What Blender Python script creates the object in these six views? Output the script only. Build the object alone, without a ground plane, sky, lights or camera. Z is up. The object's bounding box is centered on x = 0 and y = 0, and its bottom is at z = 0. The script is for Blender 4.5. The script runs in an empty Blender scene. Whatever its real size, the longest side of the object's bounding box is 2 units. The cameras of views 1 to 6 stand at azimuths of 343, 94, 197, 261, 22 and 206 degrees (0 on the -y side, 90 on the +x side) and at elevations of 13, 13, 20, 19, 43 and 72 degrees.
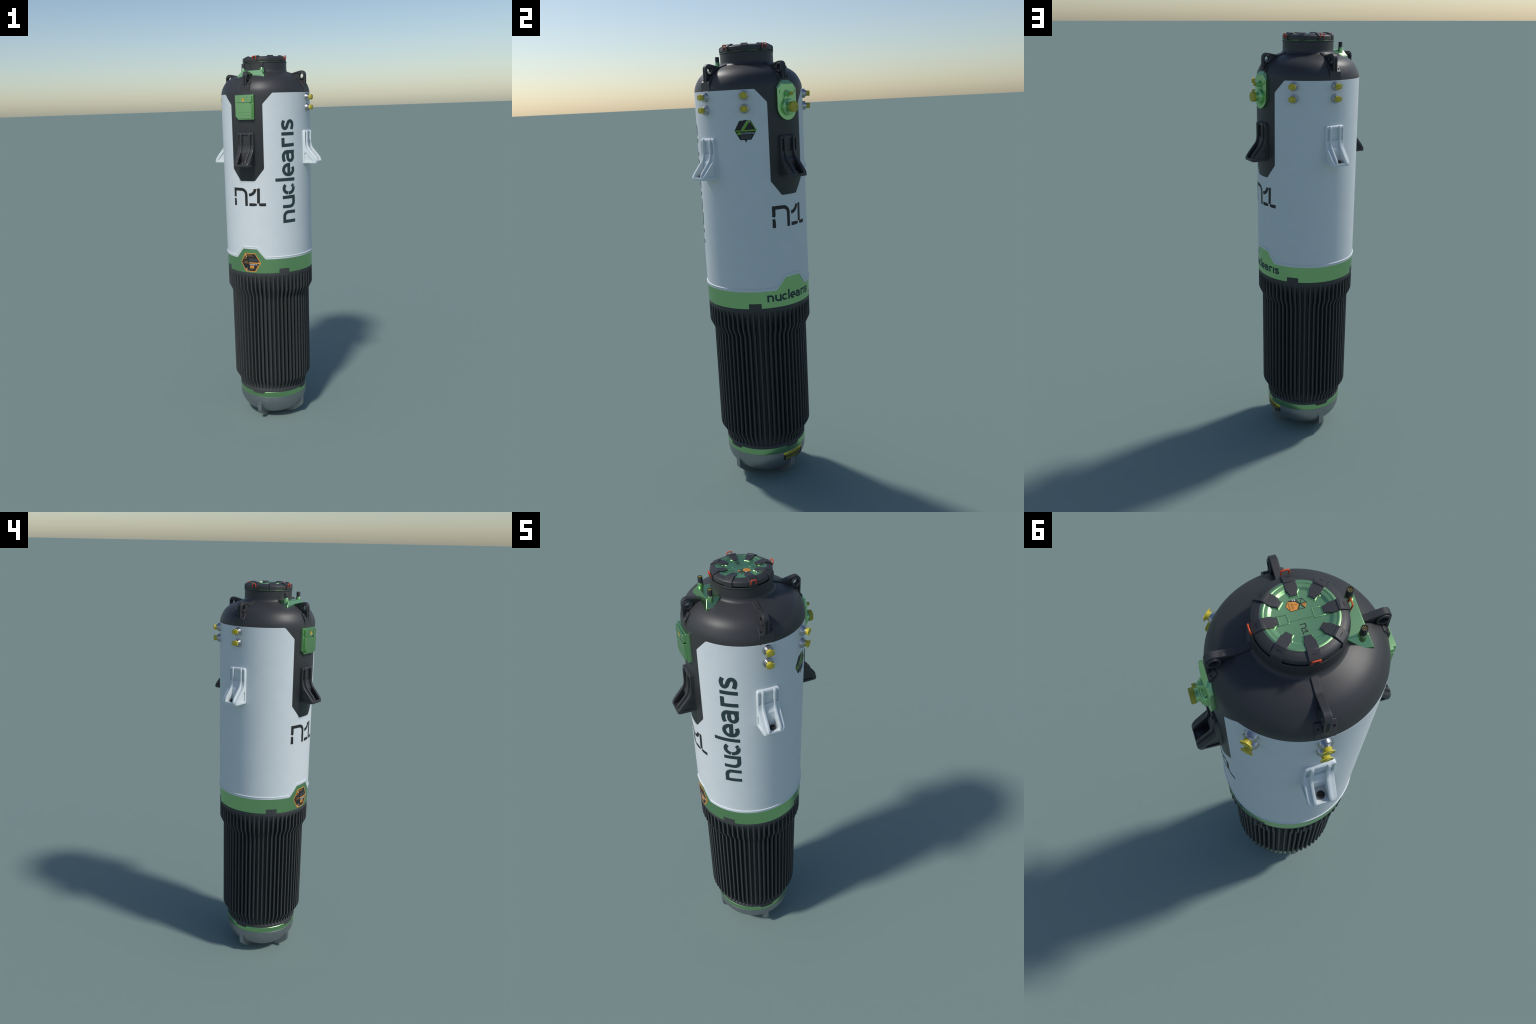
"""Upright finned power canister: ribbed heat sink below, white shell, black dome and clamped lid on top."""
import bpy, bmesh, math, random
from math import sin, cos, pi, radians, sqrt, hypot, atan2
from mathutils import Matrix, Vector

random.seed(7)
AXIS = (-0.0136, -0.0133)      # the canister's axis in the frame
RB = 0.2355                    # radius of the white shell

# ------------------------------------------------------------------ materials
def material(name, color, rough=0.5, metal=0.0, spread=0.04, rough_spread=0.06, bump=0.0,
             noise=60.0, spec=0.5, coat=0.0):
    m = bpy.data.materials.new(name)
    m.use_nodes = True
    nt = m.node_tree
    b = nt.nodes["Principled BSDF"]
    tc = nt.nodes.new("ShaderNodeTexCoord")
    nz = nt.nodes.new("ShaderNodeTexNoise")
    nz.inputs["Scale"].default_value = noise
    nz.inputs["Detail"].default_value = 4
    nt.links.new(tc.outputs["Object"], nz.inputs["Vector"])
    ramp = nt.nodes.new("ShaderNodeValToRGB")
    lo = [max(0, c * (1 - spread)) for c in color] + [1]
    hi = [min(1, c * (1 + spread)) for c in color] + [1]
    ramp.color_ramp.elements[0].position = 0.3
    ramp.color_ramp.elements[1].position = 0.7
    ramp.color_ramp.elements[0].color = lo
    ramp.color_ramp.elements[1].color = hi
    nt.links.new(nz.outputs["Fac"], ramp.inputs["Fac"])
    nt.links.new(ramp.outputs["Color"], b.inputs["Base Color"])
    mr = nt.nodes.new("ShaderNodeMapRange")
    mr.inputs["To Min"].default_value = max(0.02, rough - rough_spread)
    mr.inputs["To Max"].default_value = min(1, rough + rough_spread)
    nt.links.new(nz.outputs["Fac"], mr.inputs["Value"])
    nt.links.new(mr.outputs["Result"], b.inputs["Roughness"])
    b.inputs["Metallic"].default_value = metal
    b.inputs["Specular IOR Level"].default_value = spec
    b.inputs["Coat Weight"].default_value = coat
    if bump > 0:
        n2 = nt.nodes.new("ShaderNodeTexNoise")
        n2.inputs["Scale"].default_value = 900
        nt.links.new(tc.outputs["Object"], n2.inputs["Vector"])
        bp = nt.nodes.new("ShaderNodeBump")
        bp.inputs["Strength"].default_value = bump
        bp.inputs["Distance"].default_value = 0.0004
        nt.links.new(n2.outputs["Fac"], bp.inputs["Height"])
        nt.links.new(bp.outputs["Normal"], b.inputs["Normal"])
    return m

M_WHITE = material("white_paint", (0.655, 0.70, 0.72), 0.55, spread=0.015, noise=18)
M_WGLOSS = material("white_gloss_paint", (0.66, 0.715, 0.73), 0.30, spread=0.015)
M_BLACK = material("black_satin_paint", (0.036, 0.036, 0.039), 0.47, spread=0.04, noise=8, rough_spread=.02)
M_BRKT = material("black_plastic", (0.036, 0.036, 0.038), 0.40, spread=0.08, bump=0.1)
M_FIN = material("black_cast_aluminium", (0.046, 0.048, 0.050), 0.62, spread=0.10, bump=0.15)
M_GREEN = material("green_anodised_metal", (0.355, 0.645, 0.30), 0.32, metal=1.0, spread=0.015, rough_spread=0.01, noise=12)
M_GREY = material("grey_cast_metal", (0.36, 0.37, 0.39), 0.50, metal=1.0, spread=0.04, bump=0.08)
M_STEEL = material("polished_steel", (0.50, 0.50, 0.52), 0.25, metal=1.0, spread=0.04)
M_YELLOW = material("yellow_plastic", (0.59, 0.495, 0.038), 0.42, spread=0.05)
M_OLIVE = material("olive_yellow_plastic", (0.46, 0.41, 0.035), 0.40, spread=0.05)
M_RED = material("red_orange_wire", (0.72, 0.075, 0.02), 0.40, spread=0.05)
M_TEAL = material("dark_teal_print", (0.021, 0.045, 0.050), 0.55, spread=0.03)
M_INK = material("black_print", (0.014, 0.014, 0.014), 0.55, spread=0.05)
M_SLOT = material("dark_recess", (0.006, 0.006, 0.007), 0.7, spread=0.05)
M_ORANGE = material("orange_print", (0.75, 0.30, 0.045), 0.5, spread=0.03)
M_AMBER = material("amber_print", (0.80, 0.48, 0.05), 0.5, spread=0.03)
M_LIME = material("lime_print", (0.17, 0.42, 0.03), 0.5, spread=0.03)
M_PALE = material("pale_grey_print", (0.62, 0.66, 0.70), 0.5, spread=0.03)
M_MID = material("mid_grey_print", (0.07, 0.075, 0.078), 0.5, spread=0.25, noise=800)
M_BROWN = material("dull_orange_print", (0.28, 0.13, 0.03), 0.5, spread=0.25, noise=700)
M_SIGN = material("sign_yellow_print", (0.64, 0.56, 0.045), 0.45, spread=0.04)
M_SIGNTXT = material("dull_yellow_print", (0.30, 0.27, 0.03), 0.5, spread=0.3, noise=600)
M_BOLT = material("dark_bolt_steel", (0.03, 0.027, 0.027), 0.35, metal=0.3, spread=0.08)
M_PIN = material("gold_pin", (0.75, 0.60, 0.05), 0.35, metal=0.3, spread=0.05)

# ------------------------------------------------------------------ mesh builder
class Build:
    def __init__(self):
        self.v, self.f = [], []

    def add(self, pts):
        i = len(self.v)
        self.v += [tuple(p) for p in pts]
        return list(range(i, i + len(pts)))

    def loft(self, rings, closed=True, cap=True):
        """rings: equally long lists of 3D points"""
        ids = [self.add(r) for r in rings]
        n = len(rings[0])
        m = n if closed else n - 1
        for a, b in zip(ids, ids[1:]):
            for i in range(m):
                j = (i + 1) % n
                self.f.append((a[i], a[j], b[j], b[i]))
        if cap and closed:
            self.f.append(tuple(reversed(ids[0])))
            self.f.append(tuple(ids[-1]))
        return ids

    def revolve(self, prof, n=96, mapping=None):
        """prof: (radius, height) pairs about the local z axis; mapping moves (x, y, h) elsewhere"""
        mp = mapping or (lambda x, y, h: (x, y, h))
        rings = []
        for r, h in prof:
            rings.append([mp(max(r, 1e-5) * cos(2 * pi * k / n), max(r, 1e-5) * sin(2 * pi * k / n), h) for k in range(n)])
        self.loft(rings, cap=True)

    def prism(self, poly, mapping, h0, h1):
        """solid between heights h0 and h1 over a flat polygon"""
        self.loft([[mapping(u, v, h0) for u, v in poly], [mapping(u, v, h1) for u, v in poly]])

    def finish(self, name, mat, parent=None, az=0.0, loc=None, smooth=35, bevel=0.0, seg=2, merge=True, turned=False):
        me = bpy.data.meshes.new(name)
        me.from_pydata(self.v, [], self.f)
        bm = bmesh.new()
        bm.from_mesh(me)
        if merge:
            bmesh.ops.remove_doubles(bm, verts=bm.verts, dist=2e-6)
        bmesh.ops.recalc_face_normals(bm, faces=bm.faces)
        bm.to_mesh(me)
        bm.free()
        me.materials.append(mat)
        me.polygons.foreach_set("use_smooth", [True] * len(me.polygons))
        me.set_sharp_from_angle(angle=radians(smooth))
        me.update()
        if turned:
            turned_normals(me)
        return place(me, name, parent, az, loc, bevel, seg)

def turned_normals(me):
    """normals of a turned surface: each face keeps its slope but bends round the axis"""
    out = [None] * len(me.loops)
    for p in me.polygons:
        c, n = p.center, p.normal
        h = hypot(c.x, c.y)
        nr, nt, nz = (n.x * c.x + n.y * c.y) / h, (-n.x * c.y + n.y * c.x) / h, n.z
        if nr > .93 and abs(nz) < .25:
            nr, nt, nz = 1.0, 0.0, 0.0 if abs(nz) < .05 else nz
        for li in p.loop_indices:
            v = me.vertices[me.loops[li].vertex_index].co
            q = hypot(v.x, v.y)
            out[li] = Vector((nr * v.x / q - nt * v.y / q, nr * v.y / q + nt * v.x / q, nz)).normalized()
    me.normals_split_custom_set(out)

def place(me, name, parent=None, az=0.0, loc=None, bevel=0.0, seg=2):
    ob = bpy.data.objects.new(name, me)
    bpy.context.collection.objects.link(ob)
    world = Matrix.Translation((AXIS[0], AXIS[1], 0)) @ Matrix.Rotation(radians(az), 4, 'Z')
    if loc:
        world = world @ Matrix.Translation(loc)
    attach(ob, parent, world)
    if bevel > 0:
        b = ob.modifiers.new("edge", 'BEVEL')
        b.width, b.segments, b.limit_method, b.angle_limit = bevel, seg, 'ANGLE', radians(30)
        b.harden_normals = False
    return ob

WORLD = {}
def attach(ob, parent, world):
    WORLD[ob.name] = world
    if parent is not None:
        ob.parent = parent
        ob.matrix_parent_inverse = Matrix.Identity(4)
        ob.matrix_basis = WORLD[parent.name].inverted() @ world
    else:
        ob.matrix_basis = world

def again(src, az, parent=None, kids=True, loc=None):
    """another copy of a part (and of its sub-parts) turned to azimuth az, sharing mesh data"""
    ob = src.copy()
    bpy.context.collection.objects.link(ob)
    world = Matrix.Translation((AXIS[0], AXIS[1], 0)) @ Matrix.Rotation(radians(az), 4, 'Z')
    if loc:
        world = world @ Matrix.Translation(loc)
    ob.parent = None
    attach(ob, parent if parent is not None else src.parent, world)
    if kids:
        rel0 = WORLD[src.name].inverted()
        for ch in [c for c in src.children]:
            c2 = ch.copy()
            bpy.context.collection.objects.link(c2)
            attach(c2, ob, world @ rel0 @ WORLD[ch.name])
    return ob

# local frame of a part facing outwards at azimuth 0: x = tangent, -y = outwards
def rad(t, z, r):                 # flat polygon (t, z) pushed to radius r
    return (t, -r, z)
def side(r, z, t):                # profile (r, z) pushed sideways to t
    return (t, -r, z)
def about_radial(zc, tc=0.0):     # revolve about a radial axis
    return lambda x, y, h: (tc + x, -h, zc + y)
def on_cyl(R, az0=0.0, z0=0.0):
    def mp(u, v, h):
        a = u / R + radians(az0)
        return ((R + h) * sin(a), -(R + h) * cos(a), z0 + v)
    return mp

# ------------------------------------------------------------------ flat drawing helpers
def arc(cx, cy, rx, ry, a0, a1, n=10):
    return [(cx + rx * cos(radians(a0 + (a1 - a0) * k / n)), cy + ry * sin(radians(a0 + (a1 - a0) * k / n))) for k in range(n + 1)]

def dense(path, step):
    out = [path[0]]
    for a, b in zip(path, path[1:]):
        n = max(1, int(math.ceil(hypot(b[0] - a[0], b[1] - a[1]) / step)))
        out += [(a[0] + (b[0] - a[0]) * k / n, a[1] + (b[1] - a[1]) * k / n) for k in range(1, n + 1)]
    return out

def spline(pts, n=8):
    out = []
    P = [pts[0]] + list(pts) + [pts[-1]]
    for i in range(1, len(P) - 2):
        for k in range(n):
            t = k / n
            q = []
            for c in (0, 1):
                p0, p1, p2, p3 = P[i - 1][c], P[i][c], P[i + 1][c], P[i + 2][c]
                q.append(0.5 * (2 * p1 + (p2 - p0) * t + (2 * p0 - 5 * p1 + 4 * p2 - p3) * t * t + (3 * p1 - p0 - 3 * p2 + p3) * t ** 3))
            out.append(tuple(q))
    out.append(tuple(pts[-1]))
    return out

def ribbon(path, width, closed=False):
    """left and right outlines of a stroke, mitred"""
    path = [p for i, p in enumerate(path) if i == 0 or hypot(p[0] - path[i - 1][0], p[1] - path[i - 1][1]) > 1e-7]
    n = len(path)
    L, R = [], []
    for i, p in enumerate(path):
        a = path[i - 1] if (i > 0 or closed) else None
        b = path[(i + 1) % n] if (i < n - 1 or closed) else None
        def nrm(s, e):
            d = hypot(e[0] - s[0], e[1] - s[1]) or 1e-9
            return (-(e[1] - s[1]) / d, (e[0] - s[0]) / d)
        if a is None:
            m = nrm(p, b)
        elif b is None:
            m = nrm(a, p)
        else:
            n1, n2 = nrm(a, p), nrm(p, b)
            k = 1 + n1[0] * n2[0] + n1[1] * n2[1]
            k = max(k, 0.35)
            m = ((n1[0] + n2[0]) / k, (n1[1] + n2[1]) / k)
        w = (width(i / max(1, n - 1)) if callable(width) else width) / 2
        L.append((p[0] + m[0] * w, p[1] + m[1] * w))
        R.append((p[0] - m[0] * w, p[1] - m[1] * w))
    return L, R

def stroke(B, path, width, mapping, h0, h1, closed=False, step=None):
    if step:
        path = dense(path + ([path[0]] if closed else []), step)
        if closed:
            path = path[:-1]
    L, R = ribbon(path, width, closed)
    rings = [[mapping(*l, h0), mapping(*r, h0), mapping(*r, h1), mapping(*l, h1)] for l, r in zip(L, R)]
    if closed:
        rings.append(rings[0])
    B.loft(rings, cap=not closed)

def clip(poly, c, keep_less):
    out = []
    for i, p in enumerate(poly):
        q = poly[(i + 1) % len(poly)]
        ip, iq = (p[0] <= c) == keep_less, (q[0] <= c) == keep_less
        if ip:
            out.append(p)
        if ip != iq and abs(q[0] - p[0]) > 1e-12:
            t = (c - p[0]) / (q[0] - p[0])
            out.append((c, p[1] + t * (q[1] - p[1])))
    return out

def patch(B, poly, mapping, h0, h1, step=0.006):
    """convex polygon laid on a curved surface, cut in strips along u"""
    u0, u1 = min(p[0] for p in poly), max(p[0] for p in poly)
    n = max(1, int(math.ceil((u1 - u0) / step)))
    for k in range(n):
        a, b = u0 + (u1 - u0) * k / n, u0 + (u1 - u0) * (k + 1) / n
        q = clip(clip(poly, b + 1e-9, True), a - 1e-9, False)
        clean = [p for i, p in enumerate(q) if hypot(p[0] - q[i - 1][0], p[1] - q[i - 1][1]) > 1e-7]
        if len(clean) >= 3:
            B.prism(clean, mapping, h0, h1)

def rounded(poly, r, n=4):
    """polygon with its corners rounded by radius r (or a radius per corner)"""
    out = []
    for i, p in enumerate(poly):
        a, b = poly[i - 1], poly[(i + 1) % len(poly)]
        rr = r[i] if isinstance(r, (list, tuple)) else r
        da, db = hypot(a[0] - p[0], a[1] - p[1]), hypot(b[0] - p[0], b[1] - p[1])
        ua, ub = ((a[0] - p[0]) / da, (a[1] - p[1]) / da), ((b[0] - p[0]) / db, (b[1] - p[1]) / db)
        ang = math.acos(max(-1, min(1, ua[0] * ub[0] + ua[1] * ub[1])))
        d = min(rr / max(1e-6, math.tan(ang / 2)), 0.45 * da, 0.45 * db) if rr > 0 else 0
        if d < 1e-7:
            out.append(p)
            continue
        s, e = (p[0] + ua[0] * d, p[1] + ua[1] * d), (p[0] + ub[0] * d, p[1] + ub[1] * d)
        for k in range(n + 1):
            t = k / n
            out.append(((1 - t) ** 2 * s[0] + 2 * t * (1 - t) * p[0] + t * t * e[0], (1 - t) ** 2 * s[1] + 2 * t * (1 - t) * p[1] + t * t * e[1]))
    return out

def rect(x0, y0, x1, y1):
    return [(x0, y0), (x1, y0), (x1, y1), (x0, y1)]

# ------------------------------------------------------------------ stroke lettering (units of x-height)
W = 0.235
def letter(ch):
    """centre lines of one letter and the places of the letters along the word"""
    if ch == "n":
        return [[(.115, 0), (.085, .88), (.42, .883)] + arc(.46, .56, .33, .323, 88, 0, 8) + [(.79, 0)]]
    if ch == "u":
        return [[(.115, 1), (.115, .44)] + arc(.445, .44, .33, .325, 180, 268, 8) + [(.82, .118), (.79, 1)]]
    if ch == "c":
        return [arc(.46, .5, .345, .385, 42, 170, 11), arc(.46, .5, .345, .385, 176, 290, 11), arc(.46, .5, .345, .385, 294, 320, 4)]
    if ch == "l":
        return [[(.122, 0), (.122, 1.52)]]
    if ch == "e":
        return [[(.22, .47), (.81, .47)] + arc(.46, .52, .345, .365, 0, 180, 14) + arc(.46, .46, .345, .345, 180, 302, 9)]
    if ch == "a":
        return [[(.07, .79), (.2, .86)] + arc(.4, .60, .29, .285, 92, 0, 9) + [(.69, 0)],
                [(.69, .545), (.36, .545)] + arc(.36, .33, .245, .215, 90, 270, 10) + [(.5, .125), (.69, .2)]]
    if ch == "r":
        return [[(.115, 0), (.08, .88), (.62, .885)]]
    if ch == "i":
        return [[(.122, 0), (.122, 1)]]
    if ch == "s":
        return [spline([(.70, .80), (.45, .885), (.20, .83), (.14, .70), (.25, .575), (.45, .50), (.62, .40), (.655, .27), (.56, .15), (.36, .118), (.07, .19)], 5)]
    return []

WORD = [("n", 0.0), ("u", 1.075), ("c", 2.06), ("l", 3.05), ("e", 3.40), ("a", 4.40), ("r", 5.55), ("i", 6.33), ("s", 6.69)]

def write_word(B, mapping, xh, h, length=7.46, weight=W, only=None):
    """the word lies along u from 0, letters grow along v"""
    k = 0
    sx = length / 7.46
    for i, (ch, x) in enumerate(WORD):
        if only is not None and i not in only:
            continue
        for path in letter(ch):
            k += 1
            wide = {"a": 1.12, "e": 1.04}.get(ch, 1.0)
            pts = [((x + px * wide) * xh * sx, py * xh) for px, py in path]
            stroke(B, pts, weight * xh, mapping, 0.0001, h + 0.00006 * (k % 3), step=0.012)

def write_n1(B, mapping, w, hgt, sw, h):
    """stencilled 'n1', lower left corner at the origin"""
    n = 0.47 * w
    parts = [
        ([(sw / 2, 0), (sw / 2, hgt * .30), (sw * .35, hgt * .41)], lambda t: sw * (1 - 0.35 * max(0, t - .5))),
        ([(sw * .35, hgt * .50), (sw / 2, hgt * .58), (sw / 2, hgt - sw / 2), (n * .50, hgt - sw / 2)]
         + arc(n * .60, hgt * .64, n * .40 - sw / 2, hgt * .36 - sw / 2, 88, 0, 8) + [(n - sw / 2, 0)], sw),
        (arc(n * 1.10, hgt - sw * .1, n * .40, hgt * .36, 270, 356, 9), sw),
        ([(w * .79, hgt * .15), (w * .80, hgt * .90), (w * .79, hgt * .985)], sw),
        ([(n * 1.10, sw / 2), (w * .745, sw / 2)], lambda t: sw * (1 - 0.45 * max(0, t - .7) / .3)),
        ([(w * .80, sw / 2), (w, sw / 2)], lambda t: sw * (1 - 0.45 * max(0, .25 - t) / .25)),
    ]
    for i, (p, ww) in enumerate(parts):
        stroke(B, p, ww, mapping, 0.0001, h + 0.00005 * i, step=0.006)

CAPS = {"W": [[(0, 1), (.25, 0), (.5, .8), (.75, 0), (1, 1)]], "A": [[(0, 0), (.4, 1), (.8, 0)], [(.2, .35), (.6, .35)]],
        "R": [[(0, 0), (0, 1), (.6, 1), (.6, .5), (0, .5)], [(.25, .5), (.7, 0)]], "N": [[(0, 0), (0, 1), (.7, 0), (.7, 1)]],
        "I": [[(0, 0), (0, 1)]], "G": [[(.7, .85), (.4, 1), (0, .7), (0, .3), (.4, 0), (.7, .2), (.7, .5), (.4, .5)]]}

# ------------------------------------------------------------------ root
root = bpy.data.objects.new("power_canister", None)
bpy.context.collection.objects.link(root)
root["label"] = "tall white and black finned canister with green metal bands"
root["category"] = "canister"
attach(root, None, Matrix.Translation((AXIS[0], AXIS[1], 0)))

NSEG = 240
PANELS = (-45.0, 135.0)         # azimuths of the two black panels

# ------------------------------------------------------------------ black dome, neck and inner body
B = Build()
fillet = arc(.1305, 1.9290, .0157, .0185, 180, 252, 8)
dome = spline([(fillet[-1][0], fillet[-1][1]), (.1420, 1.9065), (.1735, 1.8945), (.1950, 1.8822), (.2125, 1.8655), (.2255, 1.8440), (.2325, 1.8255), (.2350, 1.808)], 6)
B.revolve([(.100, 1.960), (.1135, 1.9672), (.1158, 1.9672), (.1166, 1.9660), (.1166, 1.9628), (.1158, 1.9615), (.1149, 1.9608), (.1148, 1.9560)]
          + fillet + dome[1:] + [(.2350, 1.790), (.2350, 1.36), (.2310, 1.355), (.2310, .92)], NSEG)
shell = B.finish("dome_shell", M_BLACK, root, smooth=40)

# ------------------------------------------------------------------ white shell: columns between a lower and an upper outline
def lerp_table(tab, d):
    for (d0, z0), (d1, z1) in zip(tab, tab[1:]):
        if d <= d1:
            return z0 + (z1 - z0) * (d - d0) / max(1e-9, d1 - d0)
    return tab[-1][1]
def soften(tab, r=1.1):
    """round the corners of an outline given as (degrees, height), height scaled so both are lengths"""
    k = RB * pi / 180
    pts = [(d * k, z) for d, z in tab]
    out = [pts[0]]
    for i in range(1, len(pts) - 1):
        a, p, b = pts[i - 1], pts[i], pts[i + 1]
        da, db = hypot(a[0] - p[0], a[1] - p[1]), hypot(b[0] - p[0], b[1] - p[1])
        t = min(r * 0.005, da * .45, db * .45)
        s = (p[0] + (a[0] - p[0]) * t / da, p[1] + (a[1] - p[1]) * t / da)
        e = (p[0] + (b[0] - p[0]) * t / db, p[1] + (b[1] - p[1]) * t / db)
        for j in range(5):
            q = j / 4
            out.append(((1 - q) ** 2 * s[0] + 2 * q * (1 - q) * p[0] + q * q * e[0], (1 - q) ** 2 * s[1] + 2 * q * (1 - q) * p[1] + q * q * e[1]))
    out.append(pts[-1])
    return [(x / k, z) for x, z in out]

HIGH_A = soften([(0, 1.3685), (10, 1.3685), (22.15, 1.4310), (22.2, 1.7545), (34.6, 1.8078), (90, 1.8078)], 1.0)
LOW = soften([(0, 1.0087), (9.8, 1.0087), (20.9, .9553), (90, .9553)], 0.8)
RIDGE = soften([(0, 1.0215), (10.3, 1.0215), (21.9, .9680), (90, .9680)], 0.8)

def off_panel(az):
    return min(abs((az - p + 180) % 360 - 180) for p in PANELS)

azs = set(round(-180 + 1.5 * k, 4) for k in range(240))
for tab in (HIGH_A, LOW, RIDGE):
    for d, z in tab:
        for p in PANELS:
            for s in (-1, 1):
                azs.add(round(((p + s * d + 180) % 360) - 180, 4))
azs = sorted(azs)

def ring_pt(az, r, z):
    a = radians(az)
    return (r * sin(a), -r * cos(a), z)

B = Build()
cols = []
for az in azs:
    d = off_panel(az)
    zl, zr, zh = lerp_table(LOW, d), lerp_table(RIDGE, d), lerp_table(HIGH_A, d)
    prof = [(.2310, zl), (RB + .0012, zl), (RB + .0020, zl + .0012), (RB + .0020, zr - .0042), (RB + .0034, zr - .0026), (RB + .0036, zr - .0010), (RB + .0030, zr + .0004), (RB, zr + .0018),
            (RB, zh - .0006), (RB - .0005, zh), (.2310, zh)]
    cols.append([ring_pt(az, r, z) for r, z in prof])
B.loft(cols + [cols[0]], closed=True, cap=False)
white = B.finish("white_shell", M_WHITE, root, smooth=33, turned=True)

# ------------------------------------------------------------------ green band with notches
tabs = (0, 90, 180, -90)
def off_tab(az):
    return min(abs((az - p + 180) % 360 - 180) for p in tabs)
NOTCH = soften([(0, .9012), (6.75, .9012), (6.80, .8785), (45, .8785)], 0.55)
az2 = set(azs)
for d, z in NOTCH:
    for p in tabs:
        for s in (-1, 1):
            az2.add(round(((p + s * d + 180) % 360) - 180, 4))
B = Build()
cols = []
for az in sorted(az2):
    zl, zh = lerp_table(NOTCH, off_tab(az)), lerp_table(LOW, off_panel(az)) - .0002
    prof = [(.2300, zl), (.2342, zl), (.2350, zl + .0008), (.2350, zh - .0008), (.2345, zh), (.2300, zh)]
    cols.append([ring_pt(az, r, z) for r, z in prof])
B.loft(cols + [cols[0]], closed=True, cap=False)
band = B.finish("green_band", M_GREEN, root, smooth=33, turned=True)
# small pressed seams above the notches
B = Build()
for p in tabs:
    if p in (90, -90):
        stroke(B, [(-.0302, .905), (-.0300, .928), (-.0302, .944)], lambda t: .0010 + .0012 * t, on_cyl(.2350, p), -.0006, .0005)
    else:
        stroke(B, [(.0302, .905), (.0300, .928), (.0302, .944)], lambda t: .0010 + .0012 * t, on_cyl(.2350, p), -.0006, .0005)
B.finish("band_seam", M_GREEN, band, smooth=60)

# ------------------------------------------------------------------ ribbed heat sink
OUTER = [(.2345, .8640), (.2345, .7815), (.2338, .7790), (.2162, .7420), (.2155, .7395), (.2155, .2570), (.2150, .2540), (.1912, .2140), (.1902, .2110), (.1895, .1930)]
INNER = [(.2345, .8660), (.2338, .8630), (.2270, .8480), (.2110, .8050), (.1990, .7650), (.1930, .7280), (.1910, .7000), (.1910, .2700), (.1880, .2450), (.1815, .2150), (.1820, .1970), (.1885, .1925), (.1895, .1916)]
B = Build()
B.revolve([(.20, .8775), (.2340, .8775), (.2345, .8768)] + INNER + [(.1895, .1785), (.1890, .1778), (.15, .1778)], NSEG)
for p in tabs:      # the tongues that fill the notches in the green band
    patch(B, rounded(rect(-.0274, .8760, .0274, .9008), [0, 0, .003, .003]), on_cyl(.2345, p), -.006, .0)
for p in (45, 135, -45, -135):   # tongues reaching down over the lower band
    patch(B, [(-.0305, .1672), (.0305, .1672), (.0385, .1790), (-.0385, .1790)], on_cyl(.1895, p), -.006, .0008)
sink = B.finish("heat_sink", M_FIN, root, smooth=35)

def outer_r(z):
    for (r0, z0), (r1, z1) in zip(OUTER, OUTER[1:]):
        if z <= z0 and z >= z1:
            return r0 + (r1 - r0) * (z0 - z) / (z0 - z1)
    return OUTER[-1][0]
B = Build()
rings = []
for i, (r, z) in enumerate(OUTER):
    hw, b = .0040, .0009
    if i == 0:
        rr = r - .0002
    else:
        rr = r
    inn = rr - (.012 if i in (0, len(OUTER) - 1) else .034)
    rings.append([(-hw - .0010, -inn, z), (-hw, -(rr - b), z), (-hw + b, -rr, z), (hw - b, -rr, z), (hw, -(rr - b), z), (hw + .0010, -inn, z)])
B.loft(rings)
fin = B.finish("cooling_fin", M_FIN, sink, az=3, smooth=25)
for k in range(1, 60):
    again(fin, 3 + 6 * k, sink)

# ------------------------------------------------------------------ lower band and base dome
B = Build()
B.revolve([(.17, .1772), (.1884, .1772), (.1894, .1762), (.1894, .1484), (.1888, .1474), (.17, .1474)], NSEG)
B.finish("lower_green_band", M_GREEN, root, smooth=35)
B = Build()
prof = [(.17, .1470), (.1880, .1470), (.1887, .1464), (.1886, .1400)]
for k in range(0, 31):
    a = pi / 2 * k / 30
    prof.append((.1885 * cos(a), .130 - .1275 * sin(a)))
B.revolve(prof, 144)
basedome = B.finish("base_dome", M_GREY, root, smooth=40)
B = Build()
fp = [(.120, .125)] + [(.1868, .125), (.1868, .066)] + arc(.176, .064, .0108, .016, 0, -50, 5) + [(.160, .0300), (.144, .0165), (.124, .0055), (.104, .0000), (.060, .0000), (.050, .02)]
B.prism(fp, side, -.0112, .0112)
foot = B.finish("foot_fin", M_GREY, basedome, az=45, smooth=30, bevel=.0015)
for a in (135, -45, -135):
    again(foot, a, basedome)

# warning label on the base dome
def dome_r(z):
    return .1885 * sqrt(max(0, 1 - ((.130 - z) / .1275) ** 2)) if z < .130 else .1886
def on_dome(az0):
    def mp(u, v, h):
        a = u / .1885 + radians(az0)
        r = max(dome_r(v), .1879) + h
        return (r * sin(a), -r * cos(a), v)
    return mp
lab = on_dome(136.9)
B = Build()
patch(B, rounded(rect(-.0595, .1050, .0595, .1318), [.004, .004, 0, 0]), lab, -.0015, .0005)
label = B.finish("warning_label", M_INK, basedome)
B = Build()
patch(B, rounded(rect(-.0600, .1312, .0600, .1432), [0, 0, .003, .003]), lab, -.001, .0006)
B.finish("label_header", M_SIGN, label)
B = Build()
for row in range(6):
    z = .1262 - row * .0034
    x1 = .050 if row < 4 else .030 - .008 * (row - 4)
    x = -.0500
    rnd = random.Random(row)
    while x < x1:
        wd = rnd.uniform(.005, .011)
        stroke(B, [(x, z), (min(x1, x + wd), z)], .0021, lab, -.001, .0008, step=.004)
        x += wd + .0012
B.finish("label_small_print", M_SIGNTXT, label)
B = Build()
x = -.034
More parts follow.
